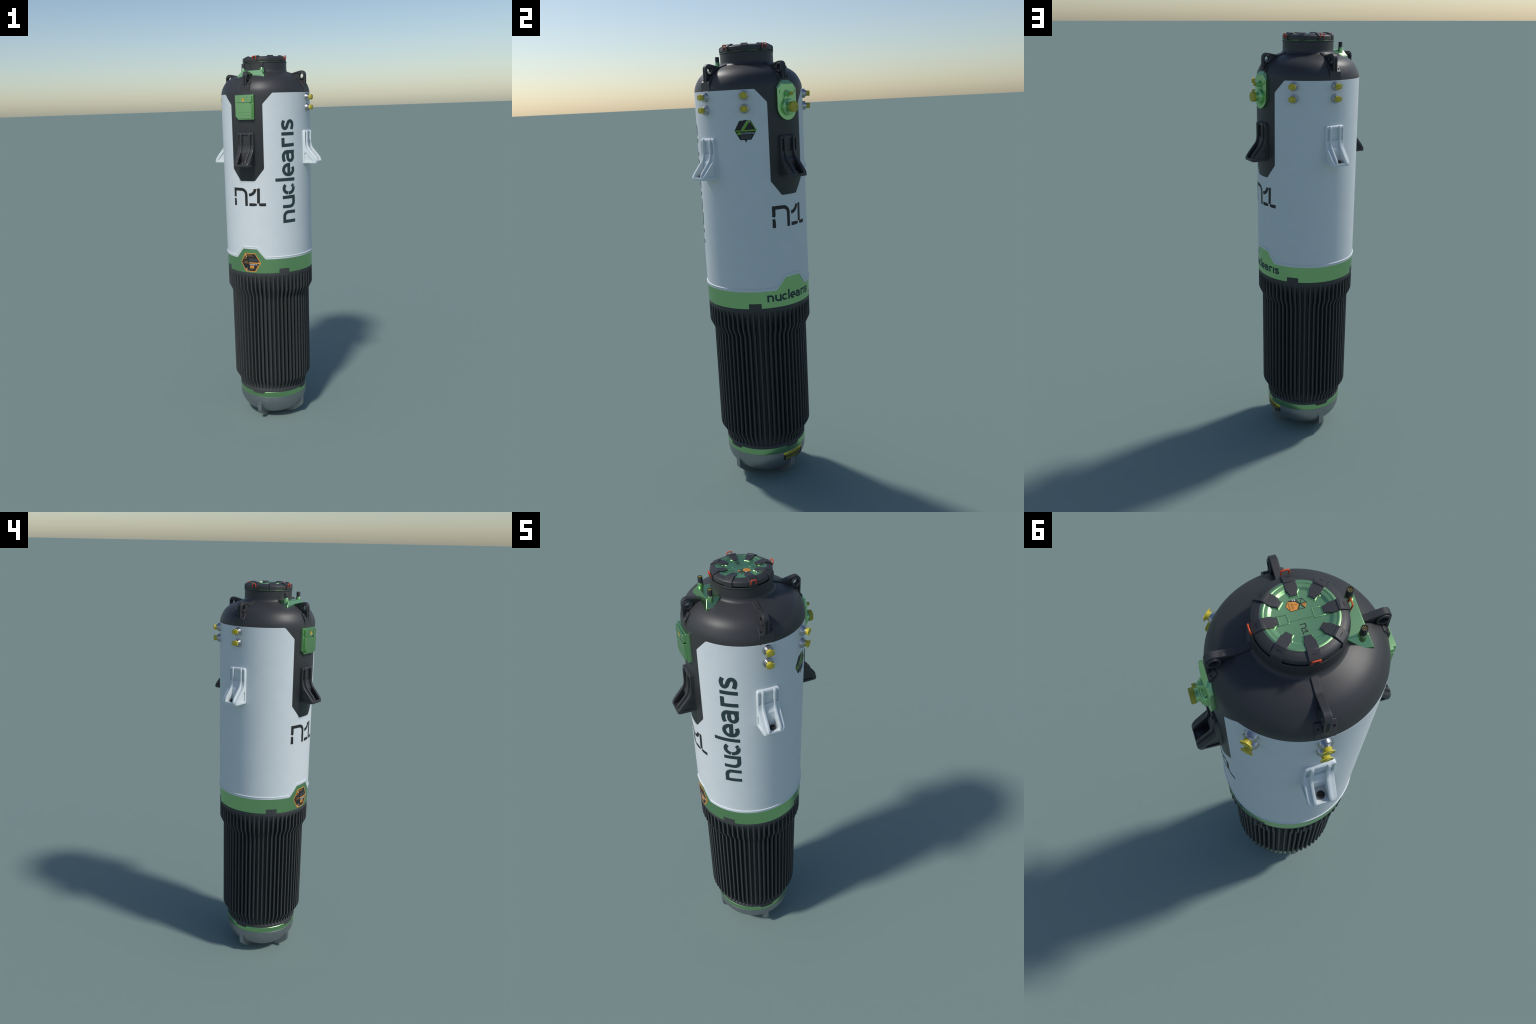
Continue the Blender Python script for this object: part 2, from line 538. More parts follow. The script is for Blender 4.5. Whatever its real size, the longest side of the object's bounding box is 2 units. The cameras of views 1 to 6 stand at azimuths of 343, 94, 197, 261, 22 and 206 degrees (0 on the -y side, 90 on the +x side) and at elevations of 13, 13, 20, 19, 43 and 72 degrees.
for k, ch in enumerate("WARNING"):
    for j, path in enumerate(CAPS[ch]):
        stroke(B, [(x + px * .0082, .1338 + py * .0068) for px, py in path], .0014, lab, -.001, .0009 + .0001 * j, step=.003)
    x += .0045 if ch == "I" else (.0125 if ch == "W" else .0098)
B.finish("label_word", M_INK, label)

# ------------------------------------------------------------------ lettering on the white shell
def upward(R, az_base, z0):
    """word runs upwards, letters grow towards smaller azimuth"""
    def mp(u, v, h):
        a = radians(az_base) - v / R
        return ((R + h) * sin(a), -(R + h) * cos(a), z0 + u)
    return mp
B = Build()
write_word(B, upward(RB, 17.25, 1.1472), .0713, .0004, length=7.40)
B.finish("large_lettering", M_TEAL, white)
B = Build()
write_n1(B, on_cyl(RB, -67.2, 1.2388), .187, .0938, .0154, .0004)
B.finish("model_mark", M_INK, white)
B = Build()
write_n1(B, on_cyl(RB, 112.7, 1.2312), .187, .0938, .0154, .0004)
B.finish("model_mark", M_INK, white)
B = Build()
write_word(B, on_cyl(.2350, 103.3, .9064), .0298, .0004, length=8.17, weight=.285)
B.finish("band_lettering", M_TEAL, band)

# ------------------------------------------------------------------ hexagonal label on the white shell
hx = on_cyl(RB, 89.7)
def shift(pts, dx, dy):
    return [(x + dx, y + dy) for x, y in pts]
B = Build()
patch(B, rounded([(-.0455, 1.6452), (-.0235, 1.6068), (.0225, 1.6068), (.0455, 1.6452)], [0, .004, .004, 0]), hx, -.001, .0004)
patch(B, rounded([(-.0455, 1.6454), (.0455, 1.6454), (.0235, 1.6850), (-.0235, 1.6850)], [0, 0, .006, .006]), hx, -.001, .0004)
patch(B, [(-.0055, 1.6075), (.0005, 1.5957), (.0055, 1.6075)], hx, -.001, .00045)
patch(B, [(-.008, 1.6848), (.009, 1.6848), (.008, 1.6872), (-.006, 1.6872)], hx, -.001, .00045)
hexl = B.finish("hexagon_label", M_INK, white)
B = Build()
patch(B, [(-.0458, 1.6420), (.0450, 1.6420), (.0458, 1.6478), (-.0452, 1.6455)], hx, -.001, .0006)
stroke(B, [(-.0125, 1.6470), (.0125, 1.6815)], .0105, hx, -.001, .00068, step=.006)
stroke(B, [(.0145, 1.6840), (.0200, 1.6830), (.0430, 1.6475)], .0028, hx, -.001, .00072, step=.006)
patch(B, rounded(rect(-.0345, 1.6285, -.0195, 1.6375), .001), hx, -.001, .0006)
B.finish("label_lime_shapes", M_LIME, hexl)
B = Build()
stroke(B, [(-.0175, 1.6480), (.0075, 1.6845)], .0014, hx, -.001, .0008, step=.006)
write_word(B, lambda u, v, h: hx(-.0180 + u, 1.6300 + v, h + .0002), .0072, .0004)
patch(B, arc(.0178, 1.6790, .0032, .0032, 0, 330, 11), hx, -.001, .0008)
B.finish("label_grey_lettering", material("grey_print", (0.32, 0.36, 0.40), 0.5), hexl)
B = Build()
for row in range(5):
    z = 1.6240 - row * .0030
    stroke(B, [(-.0215 + .0008 * row, z), (.0245 - .0012 * row, z)], .0018, hx, -.001, .0006, step=.006)
stroke(B, [(.0035, 1.6545), (.0075, 1.6605)], .0025, hx, -.001, .0008)
B.finish("label_small_print", M_MID, hexl)

# ------------------------------------------------------------------ hexagonal warning label on the green band
hb = on_cyl(.2350, -45, .9358)
HEX = [(.0590 * cos(radians(60 * k)), .0508 / .866 * sin(radians(60 * k))) for k in range(6)]
HEX = [(x, y * .99) for x, y in HEX]
B = Build()
patch(B, rounded([(x * .97, y * .97) for x, y in HEX], .004), hb, -.001, .0005)
warn = B.finish("hexagon_warning_label", M_INK, band)
B = Build()
stroke(B, rounded([(x * .965, y * .965) for x, y in HEX], .004), .0036, hb, -.001, .0008, closed=True, step=.006)
stroke(B, [(-.0045, -.0015), (.0520, -.0025)], .0058, hb, -.001, .0009, step=.006)
patch(B, [(.046, -.0025), (.0575, -.010), (.0575, .006)], hb, -.001, .00072)
stroke(B, [(-.0330, .0460), (-.0225, .0300)], lambda t: .0085 - .004 * t, hb, -.001, .0009, step=.006)
stroke(B, [(-.0300, -.0480), (-.0210, -.0325)], lambda t: .0085 - .004 * t, hb, -.001, .0009, step=.006)
patch(B, rounded(rect(-.0030, -.0315, .0205, -.0165), .0015), hb, -.001, .0007)
B.finish("label_orange_shapes", M_ORANGE, warn)
B = Build()
for x0, x1, y in [(-.019, .010, .0415), (-.018, .018, .0358), (-.0395, -.0135, .0055), (-.030, -.020, .0005), (-.0445, -.0075, -.0045)]:
    stroke(B, [(x0, y), (x1, y - .0004)], .0030, hb, -.001, .00075, step=.006)
patch(B, rect(-.0405, .0180, -.0235, .0225), hb, -.001, .00075)
stroke(B, [(-.0385, .0262), (-.0310, .0385), (-.0245, .0262)], .0026, hb, -.001, .00085, closed=True, step=.004)
stroke(B, [(.0455, -.0110), (.0265, -.0450)], .0042, hb, -.001, .00075, step=.006)
stroke(B, [(.0015, -.021), (.0170, -.027)], .0022, hb, -.001, .0009)
B.finish("label_orange_print", M_BROWN, warn)
B = Build()
write_word(B, lambda u, v, h: hb(-.0045 + u, -.0138 + v, h + .0003), .0058, .0004)
for x, y in [(-.0228, .0298), (-.0045, -.0012), (.0455, .0022), (-.0215, -.0322), (-.0340, -.0360), (-.0235, .0420), (-.0200, -.0445)]:
    patch(B, arc(x, y, .0018, .0018, 0, 315, 7), hb, -.001, .0012)
B.finish("label_white_print", M_PALE, warn)
B = Build()
for row in range(5):
    y = .0208 - row * .0032
    stroke(B, [(-.0080, y), (.036 + .0012 * row, y - .0006)], .0018, hb, -.001, .0007, step=.006)
for row in range(2):
    stroke(B, [(-.0150, -.0385 - .005 * row), (.016 - .018 * row, -.0392 - .005 * row)], .0024, hb, -.001, .0007, step=.006)
B.finish("label_small_print", M_MID, warn)

# ------------------------------------------------------------------ support brackets
def carve(ob, cutter, deg=35):
    """subtract the cutter for good and drop it"""
    md = ob.modifiers.new("carve", 'BOOLEAN')
    md.operation, md.object, md.solver = 'DIFFERENCE', cutter, 'EXACT'
    ob.modifiers.move(len(ob.modifiers) - 1, 0)
    for m in ob.modifiers[1:]:
        m.show_viewport = False
    dg = bpy.context.evaluated_depsgraph_get()
    dg.update()
    me = bpy.data.meshes.new_from_object(ob.evaluated_get(dg))
    ob.modifiers.remove(ob.modifiers[0])
    for m in ob.modifiers:
        m.show_viewport = True
    ob.data = me
    me.polygons.foreach_set("use_smooth", [True] * len(me.polygons))
    me.set_sharp_from_angle(angle=radians(deg))
    bpy.data.objects.remove(cutter)

BR_RIB = [(.2440, 1.6160), (.2475, 1.6130), (.2500, 1.6060), (.2506, 1.5950), (.2509, 1.5580), (.2516, 1.5480), (.2542, 1.5360), (.2596, 1.5235), (.2960, 1.4815), (.3030, 1.4715), (.3062, 1.4620), (.3066, 1.4530)]
BR_FLOOR = [(.3052, 1.4465), (.3062, 1.4490), (.3061, 1.4570), (.3045, 1.4600), (.2985, 1.4665), (.2885, 1.4780), (.2560, 1.5150), (.2500, 1.5240), (.2465, 1.5340), (.2450, 1.5450), (.2446, 1.5560), (.2446, 1.6080), (.2438, 1.6125), (.2410, 1.6155), (.2370, 1.6165)]
def bracket(mat, az):
    zb = 1.4465
    B = Build()
    # solid body: plan outline at each height, wide at the wall, with rounded front corners
    rings = []
    for r, z in BR_FLOOR:
        k = max(0, min(1, (r - .2446) / .061))
        wf, rc = .0455 - .0015 * k, .0025 + .0095 * max(0, min(1, (1.4690 - z) / .011))
        if r < .2445:
            rc = .002
        wt = .0455 - (.0075 * ((z - 1.608) / .0085) ** 2 if z > 1.608 else 0)
        wf = min(wf, wt)
        half = [(wt, .2270), (wt, .2325)] + [(wf - rc + rc * cos(radians(a)), r - rc + rc * sin(radians(a))) for a in range(0, 91, 15)]
        pts = half + [(-t, q) for t, q in reversed(half)]
        rings.append([(t, -q, z) for t, q in pts])
    B.loft(rings)
    ob = B.finish("bracket", mat, root, az=az, smooth=35, bevel=.0011)
    C = Build()
    # bolt pocket, three windows in the upper frame, triangular pockets in the sides
    C.prism(rounded([(.2555, 1.4572), (.3008, 1.4572), (.3018, 1.4592), (.330, 1.4592), (.330, 1.54), (.2555, 1.54)], [.001, .001, .0005, 0, 0, .001]), side, -.0194, .0194)
    C.prism(rounded(rect(-.0185, 1.5515, .0185, 1.6045), .0015), rad, .2392, .27)
    for s in (-1, 1):
        C.prism(rounded(rect(min(s * .0298, s * .0402), 1.5530, max(s * .0298, s * .0402), 1.6035), .0015), rad, .2392, .27)
        C.prism(rounded([(.2395, 1.4565), (.2800, 1.4565), (.2830, 1.4615), (.2470, 1.5030), (.2395, 1.4975)], .001), side, s * .0412, s * .06)
    cut = C.finish("bracket_cutter", M_SLOT, None, az=az)
    carve(ob, cut)
    R = Build()
    for s in (-1, 1):
        rings = []
        for i, (r, z) in enumerate(BR_RIB):
            a, b = BR_RIB[max(0, i - 1)], BR_RIB[min(len(BR_RIB) - 1, i + 1)]
            d = Vector((b[0] - a[0], b[1] - a[1])).normalized()
            n = Vector((-d.y, d.x))
            if n.x < 0:
                n = -n
            sec = []
            for t, h in ((.0192, -.0110), (.0193, -.0012), (.0199, -.0003), (.0208, 0), (.0272, 0), (.0281, -.0004), (.0287, -.0014), (.0294, -.0110)):
                sec.append((s * t, -(r + n.x * h), z + n.y * h))
            rings.append(sec)
        R.loft(rings)
    R.finish("rib", mat, ob, az=az, smooth=50)
    bolt = Build()
    c0 = -.2800
    at = lambda x, y, h: (x, y + c0, h)
    bolt.revolve([(0, 1.4560), (.0122, 1.4560), (.0124, 1.4650), (.0112, 1.4672), (.0088, 1.4676), (.0080, 1.4650), (0, 1.4645)], 24, at)
    for k in range(3):
        x, y = cos(radians(60 * k + 15)), sin(radians(60 * k + 15))
        bolt.prism([(-.0080 * x - .0008 * y, -.0080 * y + .0008 * x), (-.0080 * x + .0008 * y, -.0080 * y - .0008 * x), (.0080 * x + .0008 * y, .0080 * y - .0008 * x), (.0080 * x - .0008 * y, .0080 * y + .0008 * x)], at, 1.4640, 1.4664 + .0001 * k)
    bolt.finish("bolt", M_BOLT if mat is M_WGLOSS else M_BRKT, ob, az=az, smooth=35)
    return ob
b_white = bracket(M_WGLOSS, 45)
again(b_white, -135, root)
b_black = bracket(M_BRKT, -45)
again(b_black, 135, root)

# ------------------------------------------------------------------ lifting lugs on the dome
B = Build()
under = [(.2290, 1.812), (.2190, 1.840), (.2050, 1.860), (.1850, 1.876), (.1600, 1.888), (.1180, 1.900)]
toppts = [(.1180, 1.9182), (.1380, 1.9118), (.1555, 1.9062), (.1600, 1.9066), (.1980, 1.9152)] + arc(.2120, 1.8960, .0215, .0215, 100, 0, 9) + [(.2335, 1.8560), (.2335, 1.8120)]
B.prism(list(reversed(under)) + list(reversed(toppts)), side, -.0062, .0062)
# thick rims along the upper and the lower edge
rim = [(p[0], p[1]) for p in toppts]
inset = [(r, z - .0040) for r, z in rim[:5]] + [(.2120 + .0175 * cos(radians(a)), 1.8960 + .0175 * sin(radians(a))) for a in range(96, -1, -12)] + [(.2295, 1.8560), (.2295, 1.8200)]
stroke(B, inset, .0080, side, -.0095, .0095)
low = [(.1200, 1.9085), (.1420, 1.9010), (.1640, 1.8935), (.1850, 1.8830), (.2000, 1.8730)]
stroke(B, low, .0085, side, -.0095, .0095)
# eye boss: ring with a through hole, cut out of the web by building the web around it
lug_web = B
ring = []
def eye(radius, n=32):
    return [(.2125 + radius * cos(2 * pi * k / n), 1.8910 + radius * sin(2 * pi * k / n)) for k in range(n)]
# foot block with two bolt pads
foot_prof = [(.215, 1.808), (.2342, 1.806), (.2338, 1.822), (.2338, 1.8440), (.2310, 1.8462), (.2180, 1.8650), (.2140, 1.8680), (.200, 1.860)]
B.prism(foot_prof, side, -.0275, .0275)
lug = B.finish("lifting_lug", M_BLACK, root, az=45, smooth=35, bevel=.0012)
cutter = Build()
n = 32
cutter.loft([[(t, -r, z) for r, z in eye(.0122)] for t in (-.03, .03)])
cut = cutter.finish("eye_cutter", M_SLOT, None, az=45)
carve(lug, cut)      # the carved mesh is shared by the other three lugs
# eye boss ring
boss = Build()
prof_t = [(-.0125, .0122), (-.0125, .0180), (-.0112, .0192), (.0112, .0192), (.0125, .0180), (.0125, .0122)]
boss.loft([[(t, -r, z) for r, z in eye(rr)] for t, rr in prof_t] + [[(-.0125, -r, z) for r, z in eye(.0122)]], cap=False)
boss.finish("eye_boss", M_BLACK, lug, az=45, smooth=40, bevel=.0008)
holes = Build()
for s in (-1, 1):
    d = Vector((0, -.82, .57)).normalized()
    c = Vector((s * .0205, -.2252, 1.8545))
    ux, uy = Vector((1, 0, 0)), Vector((1, 0, 0)).cross(d)
    rings = []
    for h, rr in ((-.002, .0034), (.0012, .0034), (.0012, .0026), (.0003, .0024)):
        rings.append([c + d * h + ux * rr * cos(2 * pi * k / 14) + uy * rr * sin(2 * pi * k / 14) for k in range(14)])
    holes.loft(rings)
holes.finish("bolt_hole", M_SLOT, lug, az=45)
for a in (135, -45, -135):
    again(lug, a, root)

# ------------------------------------------------------------------ pipe fittings with yellow caps
def fitting(az, z):
    B = Build()
    mp = about_radial(z)
    B.revolve([(.0, .225), (.0198, .225), (.0198, .2448), (.0190, .2462), (.0165, .2468), (.0155, .2462), (.0150, .2470), (.0140, .2500), (.0128, .2506), (.0128, .2530), (0, .2530)], 36, mp)
    ob = B.finish("pipe_fitting", M_STEEL, root, az=az, smooth=40)
    C = Build()
    C.revolve([(0, .2515), (.0112, .2515), (.0118, .2525), (.0116, .2590), (.0122, .2625), (.0128, .2640), (.0128, .2660), (.0122, .2664), (.0096, .2664), (.0093, .2646), (.0086, .2646), (.0084, .2672), (.0080, .2676), (0, .2674)], 30, mp)
    for s in (-1, 1):
        C.prism([(s * .004, .0118), (s * .0090, .0100), (s * .0160, .0082), (s * .0166, .0070), (s * .0150, .0064), (s * .0112, .0066)], lambda t, zz, r: (t, -r, z + zz), .2638, .2662)
        C.prism([(s * .004, -.0118), (s * .0090, -.0100), (s * .0160, -.0082), (s * .0166, -.0070), (s * .0150, -.0064), (s * .0112, -.0066)], lambda t, zz, r: (t, -r, z + zz), .2638, .2662)
        C.prism([(s * .0150, .0068), (s * .0166, .0068), (s * .0166, -.0068), (s * .0150, -.0068)], lambda t, zz, r: (t, -r, z + zz), .2638, .2662)
    C.finish("fitting_cap", M_YELLOW, ob, az=az, smooth=40)
    return ob
f_hi, f_lo = fitting(45, 1.7842), fitting(45, 1.7320)
for a in (90, 180, -135):
    again(f_hi, a, root)
    again(f_lo, a, root)

# ------------------------------------------------------------------ green control box
flat = lambda t, z, r: (t, -r, z)
B = Build()
B.prism(rounded([(-.0370, 1.6795), (.0525, 1.6795), (.0525, 1.8025), (-.0525, 1.8025), (-.0525, 1.6970)], [.003, .003, .003, .003, .003]), flat, .2250, .2432)
box = B.finish("control_box", M_GREEN, root, az=-45, smooth=35, bevel=.0016)
B = Build()
B.prism(rounded(rect(-.0425, 1.7645, .0455, 1.7985), .0025), flat, .2420, .2538)
B.finish("upper_door", M_GREEN, box, az=-45, smooth=35, bevel=.0018)
B = Build()
B.prism(rounded([(-.0310, 1.6875), (.0455, 1.6875), (.0455, 1.7590), (-.0425, 1.7590), (-.0425, 1.6990)], .0025), flat, .2420, .2538)
B.prism(rounded([(-.0270, 1.7010), (.0400, 1.7010), (.0400, 1.7140), (-.0360, 1.7140), (-.0360, 1.7095)], .001), flat, .2520, .2544)
B.finish("lower_door", M_GREEN, box, az=-45, smooth=35, bevel=.0016)
B = Build()
for x in (-.0270, .0220):
    B.prism(rect(x - .0005, 1.7665, x + .0005, 1.7965), flat, .2530, .2541)
B.prism(rect(-.034, 1.7142, .034, 1.7150), flat, .2530, .2541)
B.revolve([(0, .236), (.0028, .236), (.0028, .2475), (0, .2475)], 12, about_radial(1.7618, .036))
B.finish("box_seam", material("green_seam_metal", (0.12, 0.26, 0.10), 0.4, metal=1.0), box, az=-45)
B = Build()
B.prism(rounded([(-.0125, 1.7705), (.0125, 1.7705), (0, 1.7925)], .0012), flat, .2530, .25405)
sign = B.finish("warning_triangle", M_INK, box, az=-45)
B = Build()
B.prism([(-.0098, 1.7724), (.0098, 1.7724), (0, 1.7896)], flat, .2530, .25425)
B.finish("triangle_field", M_AMBER, sign, az=-45)
B = Build()
stroke(B, [(.0012, 1.7845), (-.0016, 1.7793), (.0016, 1.7788), (-.0008, 1.7742)], .0011, flat, .2535, .25445)
B.finish("triangle_bolt", M_INK, sign, az=-45)
B = Build()
B.prism(rect(-.0118, 1.7683, .0118, 1.7700), flat, .2530, .25412)
B.finish("sign_strip", M_PALE, sign, az=-45)
B = Build()   # hinge knobs at the side of the box
for z in (1.786, 1.700):
    B.prism(rounded(rect(-.0545, z - .004, -.0500, z + .004), .001), flat, .232, .2400)
B.finish("hinge", M_GREEN, box, az=-45, bevel=.0008)

# ------------------------------------------------------------------ green port plate with two ports
RP = .2478
def plate_map(u, v, h):
    a = u / RP
    r = RP + h
    if h > -.005:
        # the top is planed off to a slope and the two shoulders are chamfered
        r = min(r, (RP - (v - 1.8225) * .85) / cos(a))
        e = ((.0530 - abs(u)) * .0275 - (v - 1.8115) * .0265) / .0382
        r -= max(0.0, .0055 - max(e, 0)) * 1.05 if v > 1.806 else 0
    return (r * sin(a), -r * cos(a), v)
B = Build()
patch(B, arc(0, 1.7314, .0530, .0530, 180, 360, 24) + [(.0530, 1.8060), (-.0530, 1.8060)], plate_map, -.018, 0, step=.0045)
zs = [1.8060 + (1.8390 - 1.8060) * k / 14 for k in range(15)]
for z0, z1 in zip(zs, zs[1:]):
    w0, w1 = (.0530 - max(0, z - 1.8115) * .0265 / .0275 for z in (z0, z1))
    patch(B, [(-w0, z0), (w0, z0), (w1, z1), (-w1, z1)], plate_map, -.022, 0, step=.0022)
plate = B.finish("port_plate", M_GREEN, root, az=135, smooth=25)
pm = lambda t, z, r: on_cyl(RP)(t, z, r - RP)
B = Build()
# raised keyhole pad
patch(B, arc(0, 1.7314, .0370, .0370, 0, 352, 44), pm, RP - .002, RP + .0042, step=.004)
patch(B, arc(0, 1.7842, .0172, .0172, 0, 345, 24), pm, RP - .002, RP + .0041, step=.004)
patch(B, [(-.0240, 1.7590), (.0240, 1.7590), (.0160, 1.7800), (-.0160, 1.7800)], pm, RP - .002, RP + .0040, step=.004)
B.finish("port_pad", M_GREEN, plate, az=135, smooth=30)
B = Build()
B.revolve([(0, .245), (.0345, .245), (.0345, .2556), (.0330, .2570), (.0300, .2574), (.0290, .2582), (.0285, .2610), (.0270, .2622), (.0222, .2624), (.0215, .2634), (.0190, .2642), (.0190, .2745), (0, .2745)], 40, about_radial(1.7314))
big = B.finish("large_port", M_GREEN, plate, az=135, smooth=35)
B = Build()
B.revolve([(0, .2728), (.0212, .2728), (.0218, .2738), (.0218, .2868), (.0210, .2876), (.0060, .2874), (0, .2874)], 40, about_radial(1.7314))
B.finish("port_cap", M_OLIVE, big, az=135, smooth=35)
B = Build()
for a in (90, 210, 330):
    B.revolve([(0, .286), (.0016, .286), (.0016, .2880), (0, .2880)], 8, about_radial(1.7314 + .0165 * sin(radians(a)), .0165 * cos(radians(a))))
B.prism(rect(.004, 1.7309, .0212, 1.7319), flat, .286, .2880)
B.finish("cap_mark", material("dark_olive", (0.12, 0.10, 0.015), 0.5), big, az=135)
B = Build()
B.revolve([(0, .245), (.0128, .245), (.0128, .2555), (.0118, .2562), (.0100, .2564), (.0100, .2592), (.0092, .2600), (.0066, .2602), (.0066, .2668), (0, .2668)], 28, about_radial(1.7842))
small = B.finish("small_port", M_GREEN, plate, az=135, smooth=35)
B = Build()
B.revolve([(0, .2655), (.0066, .2655), (.0070, .2662), (.0070, .2750), (.0064, .2756), (.0036, .2756), (.0033, .2750), (0, .2750)], 24, about_radial(1.7842))
B.finish("port_cap", M_OLIVE, small, az=135, smooth=35)
B = Build()
for s in (-1, 1):
    patch(B, rect(s * .0420 - .0010, 1.7865, s * .0420 + .0010, 1.8010), pm, RP - .001, RP + .0003)
B.finish("plate_slot", M_SLOT, plate, az=135)

# ------------------------------------------------------------------ green antenna mount on the dome
B = Build()
def hull(pts, name, mat, parent, az, bevel):
    bm = bmesh.new()
    for p in pts:
        bm.verts.new(p)
    res = bmesh.ops.convex_hull(bm, input=bm.verts)
    junk = [g for g in res["geom_interior"] + res["geom_unused"] if isinstance(g, bmesh.types.BMVert) and g.is_valid]
    if junk:
        bmesh.ops.delete(bm, geom=list(set(junk)), context='VERTS')
    bmesh.ops.dissolve_limit(bm, angle_limit=radians(2), verts=bm.verts, edges=bm.edges)
    bmesh.ops.recalc_face_normals(bm, faces=bm.faces)
    me = bpy.data.meshes.new(name)
    bm.to_mesh(me)
    bm.free()
    me.materials.append(mat)
    me.polygons.foreach_set("use_smooth", [True] * len(me.polygons))
    me.set_sharp_from_angle(angle=radians(30))
    return place(me, name, parent, az, None, bevel, 2)
pts = []
for s in (-1, 1):
    for r, t, z in [(.1545, .0525, 1.9238), (.0980, .0500, 1.9238), (.1640, .0762, 1.8990), (.1685, .0772, 1.8845), (.1700, .0772, 1.8600),
                    (.1400, .0745, 1.8990), (.1180, .0625, 1.9085), (.1090, .0545, 1.9180), (.1400, .0745, 1.86), (.1180, .0625, 1.87), (.1000, .05, 1.87)]:
        pts.append((s * t, -r, z))
mount = hull(pts, "antenna_mount", M_GREEN, root, -45, .0014)
peg = None
for s in (1, -1):
    loc = (s * .0530, -.1400, 0)
    if peg is None:
        B = Build()
        B.revolve([(0, 1.885), (.0118, 1.885), (.0112, 1.9235), (.0106, 1.9335), (.0098, 1.9350), (0, 1.9350)], 28)
        peg = B.finish("antenna_socket", M_GREEN, mount, az=-45, loc=loc, smooth=40)
        B = Build()
        B.revolve([(0, 1.930), (.0096, 1.930), (.0096, 1.9370), (.0090, 1.9376), (.0092, 1.9570), (.0086, 1.9583), (.0076, 1.9583), (.0074, 1.9560), (0, 1.9560)], 28)
        plug = B.finish("antenna_plug", M_BRKT, peg, az=-45, loc=loc, smooth=40)
        B = Build()
        for k in range(7):
            x, y = (0, 0) if k == 6 else (.0049 * cos(pi / 3 * k + .3), .0049 * sin(pi / 3 * k + .3))
            B.revolve([(0, 1.955), (.0011, 1.955), (.0011, 1.9574), (.0006, 1.9580), (0, 1.9580)], 10, lambda a, b, h, x=x, y=y: (x + a, y + b, h))
        B.finish("contact_pin", M_PIN, plug, az=-45, loc=loc, smooth=40)["kind"] = "stuff"
        bpy.context.view_layer.update()
    else:
        p2 = again(peg, -45, mount, kids=False, loc=loc)
        world = WORLD[p2.name]
        for ch in peg.children:
            c2 = ch.copy()
            bpy.context.collection.objects.link(c2)
            attach(c2, p2, world)
            for g in ch.children:
                g2 = g.copy()
                bpy.context.collection.objects.link(g2)
                attach(g2, c2, world)

# ------------------------------------------------------------------ lid
B = Build()
B.revolve([(0, 1.9892), (.0650, 1.9892), (.0672, 1.9895), (.0690, 1.9902), (.0722, 1.9921), (.0738, 1.9928), (.0760, 1.9931), (.0826, 1.9935), (.0830, 1.9944), (.0840, 1.9950), (.0890, 1.9950), (.0925, 1.9940), (.0930, 1.9700), (0, 1.9700)], 144)
lid = B.finish("lid_plate", M_GREEN, root, smooth=35)
B = Build()
B.revolve([(.0900, 1.9720), (.0912, 1.9925), (.0922, 1.9942), (.0938, 1.9945), (.0965, 1.9932), (.0975, 1.9932), (.1112, 1.9872), (.1128, 1.9855), (.1132, 1.9838), (.1132, 1.9718), (.1122, 1.9706), (.1000, 1.9704)], 144)
B.finish("lid_ring", M_BLACK, lid, smooth=35, merge=True)
B = Build()
B.revolve([(.090, 1.9740), (.1035, 1.9740), (.1035, 1.9620), (.090, 1.9620)], 96)
B.finish("lid_gasket", material("green_metal_gap_shade_tint", (0.20, 0.40, 0.17), 0.4, metal=1.0), lid, smooth=35)  # band green darkened to paint in the shade of the gap under the ring
# pads, latches and seam on the lid
B = Build()
for k in range(8):
    a = radians(45 * k)
    ca, sa = cos(a), sin(a)
    def turn(x, r, h, ca=ca, sa=sa):
        return (x * ca + r * sa, x * sa - r * ca, h)
    B.prism(rounded([(-.0115, .0498), (.0115, .0498), (.0115, .0590), (.0165, .0650), (.0165, .0780), (-.0165, .0780), (-.0165, .0650), (-.0115, .0590)], .0015), turn, 1.985, 1.9912)
pads = B.finish("clamp_pad", M_GREEN, lid, bevel=.0012, smooth=35)
B = Build()
for s in (1, -1):
    a = radians(-45 if s > 0 else 135)
    ca, sa = cos(a), sin(a)
    def turn(x, r, h, ca=ca, sa=sa):
        return (x * ca + r * sa, x * sa - r * ca, h)
    stroke(B, rounded([(-.0118, .056), (-.0118, .0300), (.0118, .0300), (.0118, .056)], [0, .002, .002, 0]), .0030, turn, 1.985, 1.9906)
B.finish("latch_frame", M_GREEN, lid, bevel=.0006, smooth=35)
B = Build()
a = radians(-45)
ca, sa = cos(a), sin(a)
lidmap = lambda x, r, h: (x * ca + r * sa, x * sa - r * ca, h)
stroke(B, [(-.0088, -.0270), (-.0088, .0255)], .0011, lidmap, 1.988, 1.98935)
stroke(B, [(-.0128, -.0650), (-.0128, -.0280)], .0011, lidmap, 1.988, 1.98937)
stroke(B, [(-.0128, .0650), (-.0128, .0280)], .0011, lidmap, 1.988, 1.98937)
B.finish("lid_seam", bpy.data.materials["green_seam_metal"], lid)
# lid marks: letters' up = outwards at azimuth -45, reading towards azimuth -135
mark = lambda u, v, h: lidmap(-u, v, 1.9892 + h)
B = Build()
write_n1(B, lambda u, v, h: mark(.0203 + u, -.0080 + v, h), .0268, .0137, .0022, .0004)
B.finish("lid_mark", M_INK, lid)
c1, c2 = (-.0300, -.0097), (-.0305, .0085)
six = lambda c, r: [(c[0] + r * cos(radians(30 + 60 * k)), c[1] + r * sin(radians(30 + 60 * k))) for k in range(6)]
B = Build()
B.prism(six(c1, .0163), mark, -.0005, .0004)
hex2 = six(c2, .0153)
stroke(B, hex2, .0012, mark, -.0005, .00045, closed=True)
for k in range(3):
    stroke(B, [hex2[k], hex2[k + 3]], .0018, mark, -.0005, .0005 + .00005 * k)
lidl = B.finish("lid_label_outline", M_INK, lid)
